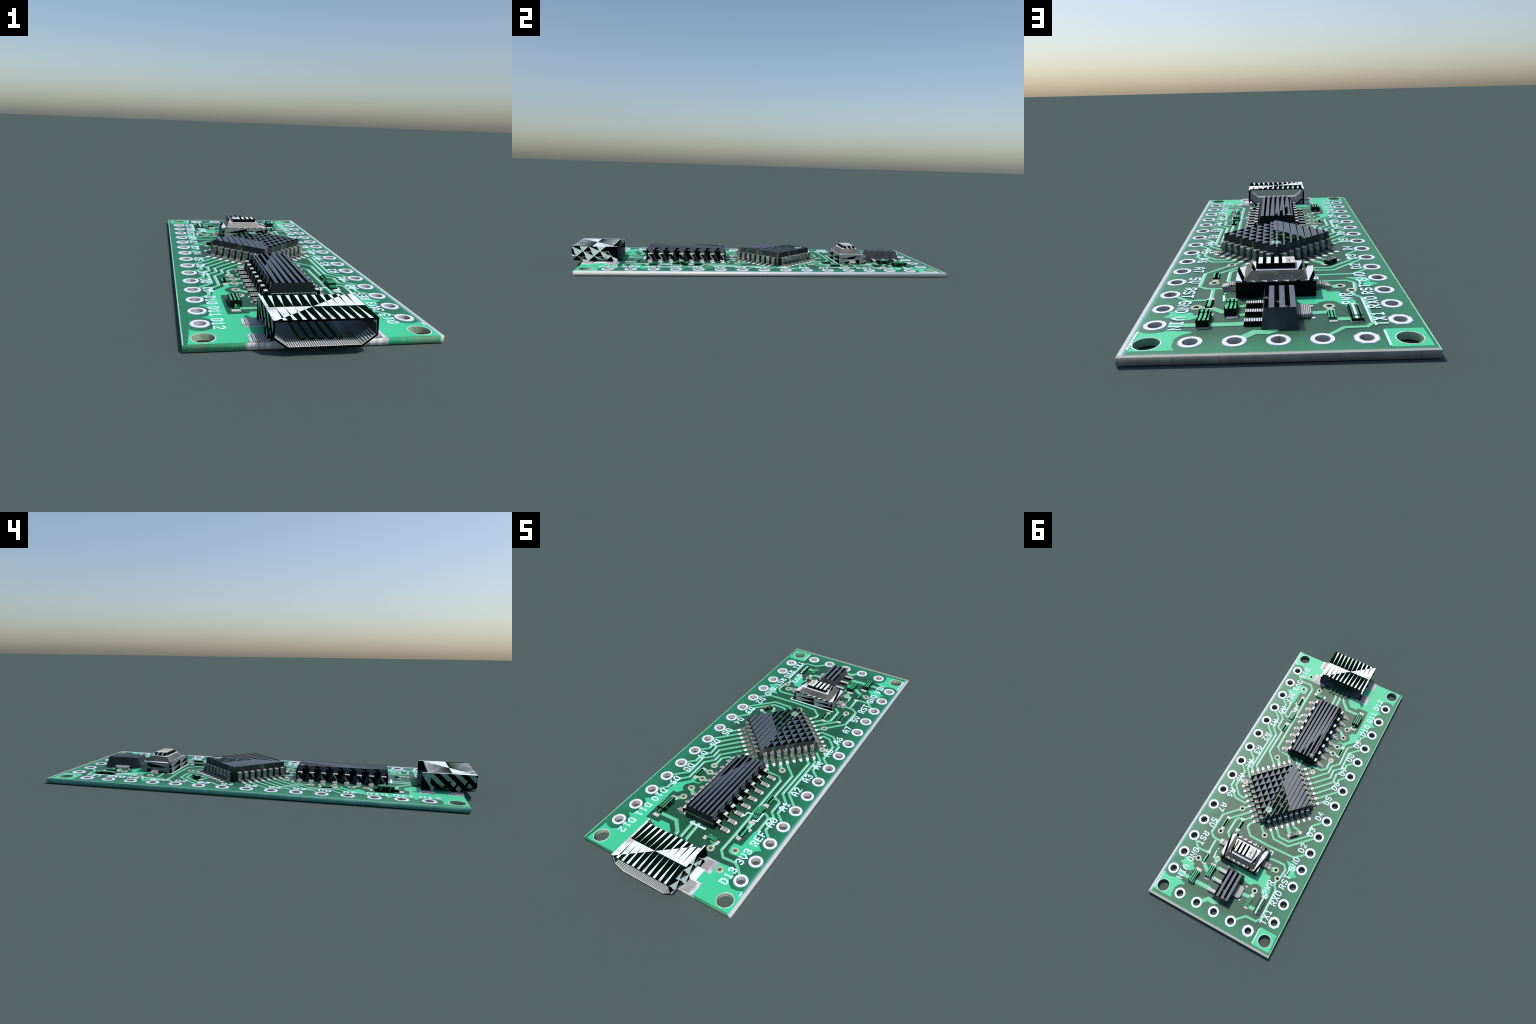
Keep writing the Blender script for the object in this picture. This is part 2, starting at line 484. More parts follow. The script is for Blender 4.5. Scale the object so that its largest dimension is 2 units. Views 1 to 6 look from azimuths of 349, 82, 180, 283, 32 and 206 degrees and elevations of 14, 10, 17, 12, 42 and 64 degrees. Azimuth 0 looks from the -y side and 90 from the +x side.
def plate(name, outline, holes, z0, z1):
    """Flat plate with round holes, from an outline and (x, y, r) holes."""
    cu = bpy.data.curves.new(name, "CURVE")
    cu.dimensions, cu.fill_mode, cu.extrude = "2D", "BOTH", (z1 - z0) / 2
    loops = [outline] + [[(x + r * math.cos(2 * math.pi * i / 40), y + r * math.sin(2 * math.pi * i / 40))
                          for i in range(40)] for x, y, r in holes]
    for lp in loops:
        sp = cu.splines.new("POLY")
        sp.points.add(len(lp) - 1)
        for q, (x, y) in zip(sp.points, lp):
            q.co = (x, y, 0, 1)
        sp.use_cyclic_u = True
    o = bpy.data.objects.new(name, cu)
    SC.collection.objects.link(o)
    bpy.context.view_layer.update()
    dg = bpy.context.evaluated_depsgraph_get()
    me = bpy.data.meshes.new_from_object(o.evaluated_get(dg))
    bpy.data.objects.remove(o)
    bpy.data.curves.remove(cu)
    me.name = name
    me.transform(Matrix.Translation((0, 0, (z0 + z1) / 2)))
    bm = bmesh.new()
    bm.from_mesh(me)
    bmesh.ops.remove_doubles(bm, verts=bm.verts, dist=1e-6)
    bmesh.ops.recalc_face_normals(bm, faces=bm.faces)
    bm.to_mesh(me)
    bm.free()
    return me


def ribbon(name, pts, w, z0, z1, side=(-0.5, 0.5)):
    """Mitred flat strip along a polyline; side picks the span of the width."""
    P = [Vector(p) for p in pts]
    keep = [P[0]]
    for p in P[1:]:
        if (p - keep[-1]).length > 1e-4:
            keep.append(p)
    P = keep
    if len(P) < 2:
        return None
    rails = []
    for i, p in enumerate(P):
        d0 = (P[i] - P[i - 1]).normalized() if i else None
        d1 = (P[i + 1] - P[i]).normalized() if i < len(P) - 1 else None
        d = ((d0 or d1) + (d1 or d0)).normalized()
        nrm = Vector((-d.y, d.x))
        ref = d1 or d0
        k = 1.0 / max(0.55, nrm.dot(Vector((-ref.y, ref.x))))
        rails.append((p + nrm * w * side[0] * k, p + nrm * w * side[1] * k))
    v, f = [], []
    for a, b in rails:
        v += [(a.x, a.y, z0), (a.x, a.y, z1), (b.x, b.y, z1), (b.x, b.y, z0)]
    n = len(rails)
    for i in range(n - 1):
        q = 4 * i
        for k in range(4):
            f.append((q + k, q + (k + 1) % 4, q + 4 + (k + 1) % 4, q + 4 + k))
    f.append((0, 1, 2, 3))
    f.append(tuple(4 * (n - 1) + k for k in (3, 2, 1, 0)))
    return solid(name, v, f)


def box_mesh(name, sx, sy, z0, z1):
    return frustum(name, (-sx / 2, sx / 2, -sy / 2, sy / 2), (-sx / 2, sx / 2, -sy / 2, sy / 2), z0, z1, (0,) * 6)


def join_meshes(name, meshes):
    bm = bmesh.new()
    mats = []
    for me in meshes:
        bm.from_mesh(me)
    out = bpy.data.meshes.new(name)
    bm.to_mesh(out)
    bm.free()
    return out


# ------------------------------------------------------------------ layout
PITCH = 0.1144
COLUMN_Y = [-0.7845 + PITCH * i for i in range(15)]
X_PLUS, X_MINUS = 0.3373, -0.3335
PIN_HOLES = [(X_PLUS, y) for y in COLUMN_Y] + [(X_MINUS, y) for y in COLUMN_Y] + \
            [(0.2252 - 0.1124 * i, 0.925) for i in range(5)]
MOUNTS = [(0.336, -0.8955), (-0.332, -0.897), (0.335, 0.9295), (-0.3326, 0.9297)]
R_MOUNT, R_PIN, R_RING, R_VIA = 0.035, 0.0203, 0.0322, 0.0088
VIAS = [(0.23, -0.783), (0.229, -0.666), (0.129, -0.708), (-0.17, -0.516), (-0.174, -0.449),
        (-0.168, -0.368), (-0.164, -0.311), (0.142, -0.114), (0.166, 0.301), (0.21, 0.49),
        (-0.038, 0.388), (0.241, 0.697), (0.138, 0.649), (-0.2, 0.545), (-0.231, 0.586), (-0.149, 0.711)]
FILLED_VIAS = [(-0.174, -0.259), (-0.105, -0.129), (0.241, 0.133)]
HOLES = [(x, y, R_MOUNT) for x, y in MOUNTS] + [(x, y, R_PIN) for x, y in PIN_HOLES] + \
        [(x, y, R_VIA) for x, y in VIAS]

# copper runs: width and centre line, in metres on the board plane
TRACES = {
    "d13": (0.0125, [(0.319, -0.765), (0.285, -0.732), (0.266, -0.72), (0.205, -0.723), (0.175, -0.692), (0.176, -0.583), (0.173, -0.183), (0.143, -0.156), (0.15, -0.161), (0.088, -0.161), (0.064, -0.133)]),
    "d13_stub": (0.0125, [(0.179, -0.585), (0.201, -0.598)]),
    "ref": (0.0125, [(0.316, -0.532), (0.279, -0.497), (0.279, -0.451), (0.273, -0.416), (0.245, -0.387), (0.245, -0.319), (0.231, -0.307), (0.211, -0.305)]),
    "ref_tail": (0.0125, [(0.253, -0.524), (0.252, -0.431), (0.237, -0.418), (0.218, -0.413)]),
    "a0": (0.0125, [(0.317, -0.42), (0.273, -0.379), (0.273, -0.341), (0.273, -0.304), (0.228, -0.259), (0.231, 0.002), (0.209, 0.019)]),
    "a1": (0.0125, [(0.314, -0.302), (0.251, -0.24), (0.253, 0.026), (0.236, 0.043)]),
    "led_line": (0.0125, [(0.204, -0.298), (0.206, -0.126), (0.135, -0.057)]),
    "a3": (0.0125, [(0.315, -0.074), (0.273, -0.035), (0.27, 0.049), (0.226, 0.096)]),
    "a4": (0.0125, [(0.313, 0.039), (0.278, 0.072), (0.279, 0.181), (0.234, 0.229), (0.197, 0.236), (0.186, 0.226)]),
    "a5": (0.0125, [(0.315, 0.15), (0.304, 0.16), (0.305, 0.197), (0.268, 0.233), (0.242, 0.258), (0.173, 0.261), (0.162, 0.249)]),
    "v5_line": (0.0125, [(0.136, 0.269), (0.166, 0.301), (0.251, 0.391), (0.254, 0.522), (0.229, 0.542), (0.205, 0.545), (0.174, 0.544)]),
    "v5_branch": (0.0125, [(0.206, 0.553), (0.204, 0.631)]),
    "pullup_a": (0.0125, [(0.111, 0.298), (0.203, 0.393)]),
    "pullup_b": (0.0125, [(0.086, 0.324), (0.121, 0.361)]),
    "reset": (0.0125, [(0.134, 0.358), (0.155, 0.368), (0.164, 0.383), (0.165, 0.478), (0.136, 0.503)]),
    "d2": (0.0125, [(0.06, 0.347), (0.076, 0.364), (0.079, 0.392), (0.036, 0.432), (-0.086, 0.435), (-0.258, 0.428), (-0.313, 0.38)]),
    "via_stub": (0.0125, [(-0.002, 0.332), (0.005, 0.349), (-0.033, 0.385)]),
    "d3": (0.0125, [(-0.061, 0.345), (-0.097, 0.383), (-0.195, 0.384), (-0.315, 0.263)]),
    "d4": (0.0125, [(-0.087, 0.32), (-0.12, 0.356), (-0.186, 0.356), (-0.273, 0.269), (-0.268, 0.231), (-0.267, 0.198), (-0.314, 0.149)]),
    "led_wide": (0.021, [(-0.133, 0.273), (-0.167, 0.305)]),
    "led_narrow": (0.0125, [(-0.16, 0.247), (-0.175, 0.259), (-0.197, 0.261), (-0.217, 0.271)]),
    "d5": (0.0125, [(-0.24, 0.041), (-0.263, 0.017), (-0.303, 0.011)]),
    "d6": (0.0125, [(-0.214, 0.02), (-0.313, -0.085)]),
    "d7": (0.0125, [(-0.191, -0.006), (-0.263, -0.085), (-0.281, -0.131), (-0.278, -0.158), (-0.315, -0.196)]),
    "d8": (0.0125, [(-0.167, -0.033), (-0.253, -0.126), (-0.249, -0.188), (-0.271, -0.21), (-0.281, -0.24), (-0.28, -0.276), (-0.314, -0.31)]),
    "d9": (0.0125, [(-0.142, -0.06), (-0.225, -0.147), (-0.221, -0.203), (-0.261, -0.242), (-0.256, -0.364), (-0.319, -0.425)]),
    "d10": (0.0125, [(-0.118, -0.087), (-0.199, -0.174), (-0.198, -0.224), (-0.236, -0.264), (-0.232, -0.392), (-0.264, -0.427), (-0.28, -0.483), (-0.279, -0.504), (-0.316, -0.54)]),
    "crystal": (0.0125, [(-0.068, -0.137), (-0.091, -0.163), (-0.148, -0.165), (-0.175, -0.193), (-0.174, -0.252)]),
    "crystal_b": (0.0125, [(-0.092, -0.112), (-0.104, -0.126)]),
    "txd": (0.0125, [(0.008, -0.126), (0.011, -0.149), (0.041, -0.177), (0.046, -0.238)]),
    "rxd": (0.0125, [(-0.01, -0.111), (-0.008, -0.181), (-0.009, -0.251)]),
    "usb_dp": (0.014, [(0.007, -0.734), (0.002, -0.656), (-0.001, -0.602)]),
    "usb_dm": (0.014, [(-0.024, -0.736), (-0.028, -0.655), (-0.03, -0.601)]),
    "usb_power": (0.018, [(-0.052, -0.736), (-0.054, -0.707), (-0.103, -0.655), (-0.189, -0.656)]),
    "cap_wide": (0.021, [(-0.17, -0.516), (-0.204, -0.558)]),
    "via_wide_a": (0.02, [(-0.136, -0.484), (-0.174, -0.449)]),
    "via_a": (0.016, [(-0.137, -0.372), (-0.168, -0.368), (-0.199, -0.371)]),
    "via_b": (0.016, [(-0.137, -0.315), (-0.164, -0.311), (-0.206, -0.31)]),
    "via_c": (0.018, [(0.142, -0.114), (0.106, -0.079)]),
    "sda_via": (0.0125, [(0.209, 0.467), (0.21, 0.49)]),
    "reset_pad": (0.018, [(0.124, 0.427), (0.124, 0.45)]),
    "cap_a": (0.016, [(0.241, 0.697), (0.199, 0.704)]),
    "cap_b": (0.021, [(0.2, 0.702), (0.153, 0.742)]),
    "rst": (0.0125, [(0.312, 0.608), (0.276, 0.644), (0.203, 0.641)]),
    "vin": (0.022, [(0.3, 0.821), (0.202, 0.823)]),
    "vin_wide": (0.024, [(0.214, 0.824), (0.086, 0.821)]),
    "reg_out": (0.024, [(0.096, 0.91), (0.063, 0.876), (0.028, 0.879), (0.005, 0.862)]),
    "reg_pad_a": (0.016, [(0.112, 0.7), (0.09, 0.688)]),
    "reg_pad_b": (0.016, [(0.11, 0.763), (0.087, 0.754)]),
    "reset_out": (0.0125, [(-0.132, 0.501), (-0.158, 0.497), (-0.227, 0.494), (-0.25, 0.518), (-0.245, 0.574), (-0.231, 0.586)]),
    "rx0": (0.0125, [(-0.231, 0.586), (-0.234, 0.628), (-0.255, 0.652), (-0.258, 0.831), (-0.237, 0.858), (-0.175, 0.86), (-0.124, 0.911)]),
    "led_via": (0.018, [(-0.149, 0.711), (-0.149, 0.736)]),
    "reg_tab": (0.021, [(-0.093, 0.759), (-0.142, 0.755)]),
    "pwr_led": (0.021, [(-0.157, 0.806), (-0.199, 0.804)]),
    "cap_pad": (0.018, [(0.129, -0.708), (0.132, -0.671)]),
    "led_pad_a": (0.02, [(0.207, -0.538), (0.206, -0.497)]),
    "led_pad_b": (0.02, [(0.199, -0.388), (0.202, -0.359)]),
    "btn_via": (0.03, [(-0.174, 0.555), (-0.204, 0.539)]),
    "led_gnd": (0.026, [(-0.225, 0.696), (-0.218, 0.724)]),
    "patch_pad": (0.02, [(0.138, 0.649), (0.135, 0.678)]),
    "sense": (0.022, [(0.121, -0.673), (0.081, -0.652)]),
}
# flooded copper areas by outline
POURS = {
    "ground_pour_plus": [(0.383, -0.9405), (0.112, -0.9405), (0.112, -0.754), (0.15, -0.756), (0.205, -0.753), (0.251, -0.749), (0.281, -0.749), (0.294, -0.775), (0.294, -0.808), (0.307, -0.825), (0.325, -0.836), (0.349, -0.835), (0.373, -0.823), (0.382, -0.847)],
    "ground_pour_minus": [(-0.066, -0.9405), (-0.379, -0.9405), (-0.37, -0.844), (-0.371, -0.829), (-0.361, -0.836), (-0.343, -0.843), (-0.325, -0.844), (-0.298, -0.828), (-0.289, -0.797), (-0.295, -0.755), (-0.307, -0.741), (-0.325, -0.73), (-0.305, -0.722), (-0.293, -0.69), (-0.294, -0.655), (-0.303, -0.633), (-0.325, -0.616), (-0.298, -0.604), (-0.27, -0.524), (-0.262, -0.463), (-0.256, -0.452), (-0.213, -0.408), (-0.213, -0.382), (-0.195, -0.373), (-0.191, -0.401), (-0.167, -0.403), (-0.16, -0.395), (-0.164, -0.381), (-0.154, -0.394), (-0.164, -0.409), (-0.189, -0.411), (-0.216, -0.442), (-0.215, -0.465), (-0.198, -0.484), (-0.216, -0.508), (-0.238, -0.509), (-0.24, -0.574), (-0.239, -0.647), (-0.237, -0.709), (-0.166, -0.706), (-0.163, -0.689), (-0.117, -0.688), (-0.085, -0.72), (-0.084, -0.749)],
    "pour_ref": [(0.328, -0.609), (0.304, -0.626), (0.287, -0.662), (0.264, -0.687), (0.218, -0.69), (0.204, -0.682), (0.2, -0.662), (0.201, -0.633), (0.238, -0.629), (0.241, -0.54), (0.246, -0.524), (0.258, -0.524), (0.262, -0.55), (0.284, -0.564), (0.303, -0.59)],
    "pour_vin": [(0.318, 0.726), (0.303, 0.721), (0.252, 0.733), (0.243, 0.739), (0.244, 0.752), (0.224, 0.757), (0.23, 0.773), (0.246, 0.785), (0.263, 0.788), (0.295, 0.779), (0.304, 0.769), (0.327, 0.76), (0.314, 0.749), (0.31, 0.737)],
    "corner_vin": [(0.371, 0.856), (0.351, 0.866), (0.334, 0.868), (0.311, 0.863), (0.295, 0.853), (0.267, 0.857), (0.23, 0.863), (0.231, 0.871), (0.25, 0.879), (0.261, 0.891), (0.269, 0.908), (0.269, 0.947), (0.259, 0.967), (0.273, 0.969), (0.376, 0.969)],
    "corner_tx": [(-0.276, 0.873), (-0.381, 0.873), (-0.383, 0.976), (-0.277, 0.977)],
    "pour_button": [(0.018, 0.65), (0.098, 0.608), (-0.058, 0.596), (-0.139, 0.571), (-0.148, 0.574), (-0.155, 0.592), (-0.191, 0.592), (-0.196, 0.605), (-0.187, 0.622), (-0.227, 0.667), (-0.231, 0.675), (-0.23, 0.7), (-0.222, 0.714), (-0.204, 0.717), (-0.187, 0.698), (-0.172, 0.676), (-0.16, 0.67), (-0.14, 0.67), (-0.122, 0.68), (-0.112, 0.693), (-0.084, 0.693)],
    "pour_patch": [(0.174, 0.594), (0.114, 0.59), (0.123, 0.645), (0.164, 0.656)],
    "pour_gnd": [(-0.226, 0.463), (-0.256, 0.463), (-0.289, 0.472), (-0.305, 0.479), (-0.302, 0.512), (-0.327, 0.527), (-0.304, 0.542), (-0.29, 0.557), (-0.277, 0.552), (-0.278, 0.515), (-0.263, 0.507), (-0.257, 0.49)],
}
# solder at both ends of each two-terminal part, with its width
PASSIVE_PADS = [
    ((0.202, -0.6), (0.216, -0.536), 0.023),
    ((0.203, -0.493), (0.2, -0.376), 0.031),
    ((0.203, -0.366), (0.207, -0.305), 0.023),
    ((0.138, -0.669), (0.072, -0.671), 0.022),
    ((-0.205, -0.675), (-0.203, -0.544), 0.034),
    ((-0.204, -0.377), (-0.203, -0.308), 0.022),
    ((0.211, 0.393), (0.208, 0.464), 0.022),
    ((0.129, 0.363), (0.122, 0.43), 0.023),
    ((0.205, 0.637), (0.199, 0.707), 0.023),
    ((0.201, 0.755), (0.203, 0.836), 0.036),
    ((0.14, 0.692), (0.129, 0.776), 0.034),
    ((-0.15, 0.743), (-0.15, 0.816), 0.023),
    ((-0.215, 0.719), (-0.214, 0.819), 0.033),
    ((-0.169, 0.32), (-0.221, 0.272), 0.021),
]


LABELS_MINUS = [("D12", -0.760), ("D11", -0.648), ("D10", -0.535), ("D9", -0.432), ("D8", -0.320), ("D7", -0.206),
                ("D6", -0.092), ("D5", 0.021), ("D4", 0.137), ("D3", 0.253), ("D2", 0.368), ("GND", 0.495),
                ("RST", 0.615), ("RX0", 0.723), ("TX1", 0.842)]
LABELS_PLUS = [("D13", -0.8225), ("3V3", -0.707), ("REF", -0.590), ("A0", -0.462), ("A1", -0.346), ("A2", -0.2315),
               ("A3", -0.1205), ("A4", -0.006), ("A5", 0.108), ("A6", 0.2245), ("A7", 0.335), ("5V", 0.448),
               ("RST", 0.546), ("GND", 0.662), ("VIN", 0.778)]

# single-stroke lettering on a 4 x 6 grid
GLYPHS = {
    "D": [[(0, 0), (0, 6), (2.6, 6), (4, 4.6), (4, 1.4), (2.6, 0), (0, 0)]],
    "0": [[(1, 0), (0, 1.2), (0, 4.8), (1, 6), (3, 6), (4, 4.8), (4, 1.2), (3, 0), (1, 0)]],
    "1": [[(0.8, 4.8), (2, 6), (2, 0)], [(0.6, 0), (3.4, 0)]],
    "2": [[(0, 5), (1, 6), (3, 6), (4, 5), (4, 3.7), (0, 0), (4, 0)]],
    "3": [[(0, 5.2), (0.9, 6), (3.1, 6), (4, 5.1), (4, 3.9), (3.1, 3.1), (1.6, 3.1)], [(3.1, 3.0), (4, 2.1), (4, 0.9), (3.1, 0), (0.9, 0), (0, 0.8)]],
    "4": [[(3, 0), (3, 6), (0, 2), (4, 2)]],
    "5": [[(4, 6), (0, 6), (0, 3.3), (3, 3.5), (4, 2.6), (4, 0.9), (3, 0), (0.8, 0), (0, 0.7)]],
    "6": [[(3.6, 6), (1.2, 4.6), (0, 2.2), (0, 0.9), (1, 0), (3, 0), (4, 0.9), (4, 2.2), (3, 3.1), (0.6, 3)]],
    "7": [[(0, 6), (4, 6), (1.4, 0)]],
    "8": [[(1, 3.1), (0, 4), (0, 5.1), (1, 6), (3, 6), (4, 5.1), (4, 4), (3, 3.1), (1, 3.1), (0, 2.2), (0, 0.9), (1, 0), (3, 0), (4, 0.9), (4, 2.2), (3, 3.05)]],
    "9": [[(0.4, 0), (2.8, 1.4), (4, 3.8), (4, 5.1), (3, 6), (1, 6), (0, 5.1), (0, 3.8), (1, 2.9), (3.4, 3)]],
    "A": [[(0, 0), (0, 4), (1.4, 6), (2.6, 6), (4, 4), (4, 0)], [(0.2, 2.4), (3.8, 2.4)]],
    "V": [[(0, 6), (0, 2.6), (2, 0), (4, 2.6), (4, 6)]],
    "R": [[(0, 0), (0, 6), (3, 6), (4, 5.1), (4, 3.8), (3, 2.9), (0.2, 2.9)], [(1.8, 2.8), (4, 0)]],
    "E": [[(4, 6), (0, 6), (0, 0), (4, 0)], [(0.2, 3), (3, 3)]],
    "F": [[(4, 6), (0, 6), (0, 0)], [(0.2, 3), (3, 3)]],
    "S": [[(4, 5.2), (3.1, 6), (0.9, 6), (0, 5.1), (0, 3.9), (0.9, 3.1), (3.1, 2.9), (4, 2.1), (4, 0.9), (3.1, 0), (0.9, 0), (0, 0.8)]],
    "T": [[(0, 6), (4, 6)], [(2, 5.8), (2, 0)]],
    "G": [[(4, 5), (3, 6), (1, 6), (0, 4.9), (0, 1.1), (1, 0), (3, 0), (4, 0.8), (4, 2.8), (2.2, 2.8)]],
    "N": [[(0, 0), (0, 6), (4, 0), (4, 6)]],
    "X": [[(0, 0), (4, 6)], [(0, 6), (1.9, 3.1)], [(2.1, 2.9), (4, 0)]],
    "I": [[(0.8, 0), (3.2, 0)], [(2, 0.2), (2, 5.8)], [(0.8, 6), (3.2, 6)]],
    "P": [[(0, 0), (0, 6), (3, 6), (4, 5.1), (4, 3.6), (3, 2.7), (0.2, 2.7)]],
    "W": [[(0, 6), (0.8, 0), (2, 4), (3.2, 0), (4, 6)]],
    "L": [[(0, 6), (0, 0), (4, 0)]],
}


def runs_clear_of_holes(pts, gap=0.001):
    """Split a polyline where it would run over a drilled hole."""
    dense = []
    for a, b in zip(pts, pts[1:]):
        a, b = Vector(a), Vector(b)
        k = max(1, int((b - a).length / 0.0012))
        dense += [(a.lerp(b, i / k), i == 0) for i in range(k)]
    dense.append((Vector(pts[-1]), True))
    runs, cur = [], []
    for p, corner in dense:
        if any((p.x - x) ** 2 + (p.y - y) ** 2 < (r + gap) ** 2 for x, y, r in HOLES):
            if cur:
                runs.append(cur)
            cur = []
        else:
            cur.append((p, corner))
    if cur:
        runs.append(cur)
    out = []
    for r in runs:
        line = [p for i, (p, cn) in enumerate(r) if cn or i in (0, len(r) - 1)]
        if len(line) > 1 and (line[0] - line[-1]).length > 0.004 or len(line) > 2:
            out.append([tuple(p) for p in line])
    return out


def inside(pt, poly):
    x, y, c = pt[0], pt[1], False
    for (x0, y0), (x1, y1) in zip(poly, poly[1:] + poly[:1]):
        if (y0 > y) != (y1 > y) and x < (x1 - x0) * (y - y0) / (y1 - y0) + x0:
            c = not c
    return c


# ------------------------------------------------------------------ parts
def build_substrate(M):
    me = plate("substrate", [(-BX, BY0), (BX, BY0), (BX, BY1), (-BX, BY1)],
               HOLES, 0.0, BOARD_TOP)
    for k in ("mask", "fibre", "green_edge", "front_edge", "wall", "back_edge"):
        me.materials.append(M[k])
    for p in me.polygons:
        n, c = p.normal, p.center
        if abs(n.z) > 0.5:
            p.material_index = 0
        elif abs(c.x - BX) < 1e-4:
            p.material_index = 1
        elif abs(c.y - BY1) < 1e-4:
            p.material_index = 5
        elif abs(c.x + BX) < 1e-4:
            p.material_index = 2
        elif abs(c.y - BY0) < 1e-4:
            p.material_index = 3
        else:
            p.material_index = 4
    return add("substrate", me, ROOT)


def build_copper(M, board):
    for i, (nm, outline) in enumerate(POURS.items()):
        cut = [(x, y, r + 0.002) for x, y, r in HOLES if inside((x, y), outline)]
        z = Z_POUR + 1e-5 * i
        add("copper_pour", plate("copper_pour", outline, cut, BOARD_TOP - 0.0005, z), board, [M["pour"]])
    i = 0
    for nm, (w, pts) in TRACES.items():
        for run in runs_clear_of_holes(pts):
            i += 1
            z = Z_TRACE + 6e-6 * i
            me = ribbon("copper_trace", run, w, BOARD_TOP - 0.0005, z)
            if not me:
                continue
            t = add("copper_trace", me, board, [M["trace"]])
            # pale strip modelling the light glint along the +x flank of the lengthwise runs
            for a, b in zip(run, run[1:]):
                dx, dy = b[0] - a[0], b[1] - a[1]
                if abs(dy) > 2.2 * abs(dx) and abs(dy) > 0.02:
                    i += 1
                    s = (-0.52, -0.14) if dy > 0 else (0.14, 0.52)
                    add("trace_glint_strip", ribbon("trace_glint_strip", [a, b], min(w, 0.013), BOARD_TOP, z + 2.5e-4, s), t, [M["painted_glint"]])


def build_holes(M, board):
    ring = lathe("plated_ring", [(0.0197, 0.0006), (0.0199, Z_PAD), (0.0255, Z_PAD + 0.0006), (0.0314, Z_PAD), (R_RING, BOARD_TOP - 0.0002)],
                 slots=[1, 0, 0, 0])
    for k in ("ring", "barrel"):
        ring.materials.append(M[k])
    octo = lathe("plated_ring", [(0.0197, 0.0006), (0.0199, Z_PAD), (0.0255, Z_PAD + 0.0006), (0.0345, Z_PAD), (0.0355, BOARD_TOP - 0.0002)],
                 n=8, slots=[1, 0, 0, 0])
    for k in ("ring", "barrel"):
        octo.materials.append(M[k])
    eight_sided = {PIN_HOLES[29], PIN_HOLES[34]}
    for q in PIN_HOLES:
        e = q in eight_sided
        add("plated_ring", octo if e else ring, board, loc=(q[0], q[1], 0), rot=math.radians(22.5) if e else random.uniform(0, 6.28), smooth=not e)
    rim = lathe("mounting_rim", [(0.0345, 0.0006), (0.0345, Z_PAD - 0.0006), (0.0372, Z_PAD - 0.0007), (0.0375, BOARD_TOP - 0.0002)], slots=[1, 0, 0], n=48)
    rim.materials.append(M["mount_rim"])
    rim.materials.append(M["wall"])
    for x, y in MOUNTS:
        add("mounting_rim", rim, board, loc=(x, y, 0), rot=random.uniform(0, 6.28), smooth=True)
    via = lathe("via", [(0.0084, 0.0006), (0.0086, Z_PAD + 1e-4), (0.0172, Z_PAD + 1e-4), (0.0182, BOARD_TOP - 0.0002)], slots=[1, 0, 0], n=28)
    filled = lathe("via", [(0.0005, Z_PAD - 0.0004), (0.0075, Z_PAD - 0.0004), (0.0090, Z_PAD + 1e-4), (0.0172, Z_PAD + 1e-4), (0.0182, BOARD_TOP - 0.0002)], slots=[1, 0, 0, 0], n=28)
    for me in (via, filled):
        me.materials.append(M["via"])
        me.materials.append(M["via_in"])
    for x, y in VIAS:
        add("via", via, board, loc=(x, y, 0), rot=random.uniform(0, 6.28), smooth=True)
    for x, y in FILLED_VIAS:
        add("via", filled, board, loc=(x, y, 0), rot=random.uniform(0, 6.28), smooth=True)


def build_ink(M, board):
    count = [0]

    def label(text, x, y0, rot, adv=0.0318, high=0.0325, wide=0.0190, pen=0.0066):
        parts = []
        for k, ch in enumerate(text):
            for stroke in GLYPHS[ch]:
                count[0] += 1
                pts = [((px / 4 - 0.5) * wide + adv * k, (py / 6 - 0.5) * high) for px, py in stroke]
                a, b = Vector(pts[0]), Vector(pts[-1])
                if (a - b).length > 1e-6:      # run open ends half a pen-width long
                    d = (Vector(pts[0]) - Vector(pts[1])).normalized() * pen * 0.4
                    pts[0] = tuple(a + d)
                    d = (Vector(pts[-1]) - Vector(pts[-2])).normalized() * pen * 0.4
                    pts[-1] = tuple(b + d)
                parts.append(ribbon("s", pts, pen, -0.0008, 4e-6 * count[0] % 0.0004))
        add("printed_label", join_meshes("printed_label", parts), board, [M["ink"]], (x, y0, Z_INK), rot)

    for text, y in LABELS_MINUS:
        label(text, -0.2775, y, -math.pi / 2)
    for text, y in LABELS_PLUS:
        label(text, 0.2795, y, math.pi / 2)
    label("PWR", -0.2075, 0.690, -math.pi / 2)
    lines = {
        "button": [(0.139, 0.464), (-0.133, 0.456), (-0.134, 0.479)],
        "lamp": [(0.180, -0.446), (0.151, -0.449), (0.151, -0.471), (0.140, -0.480)],
        "chip": [(0.044, -0.626), (0.040, -0.632), (-0.036, -0.632), (-0.0385, -0.626)],
        "polarity": [(0.167, 0.606), (0.1645, 0.654)],
        "dot": [(0.1655, 0.589), (0.1645, 0.596)],
        "rx0_glint": [(-0.2525, 0.664), (-0.2535, 0.826)],  # highlight along the RX0 trace, drawn as a white strip
        "tick": [(0.056, 0.650), (0.055, 0.659)],
        "stem": [(-0.2675, 0.498), (-0.2665, 0.535)],
        "corner": [(0.376, 0.962), (0.374, 0.866), (0.372, 0.857)],
        "edge": [(0.374, -0.832), (0.374, -0.852)],
        "corner_left": [(-0.2765, 0.884), (-0.2765, 0.973)],
        "lamp_outline": [(0.2185, -0.418), (0.2195, -0.472), (0.196, -0.4785)],
    }
    for i, pts in enumerate(lines.values()):
        w = 0.010 if i == 2 else (0.008 if i == 11 else 0.0058)
        add("printed_line", ribbon("printed_line", pts, w, BOARD_TOP, Z_INK - 0.0003 + 1e-5 * i), board, [M["ink"]])


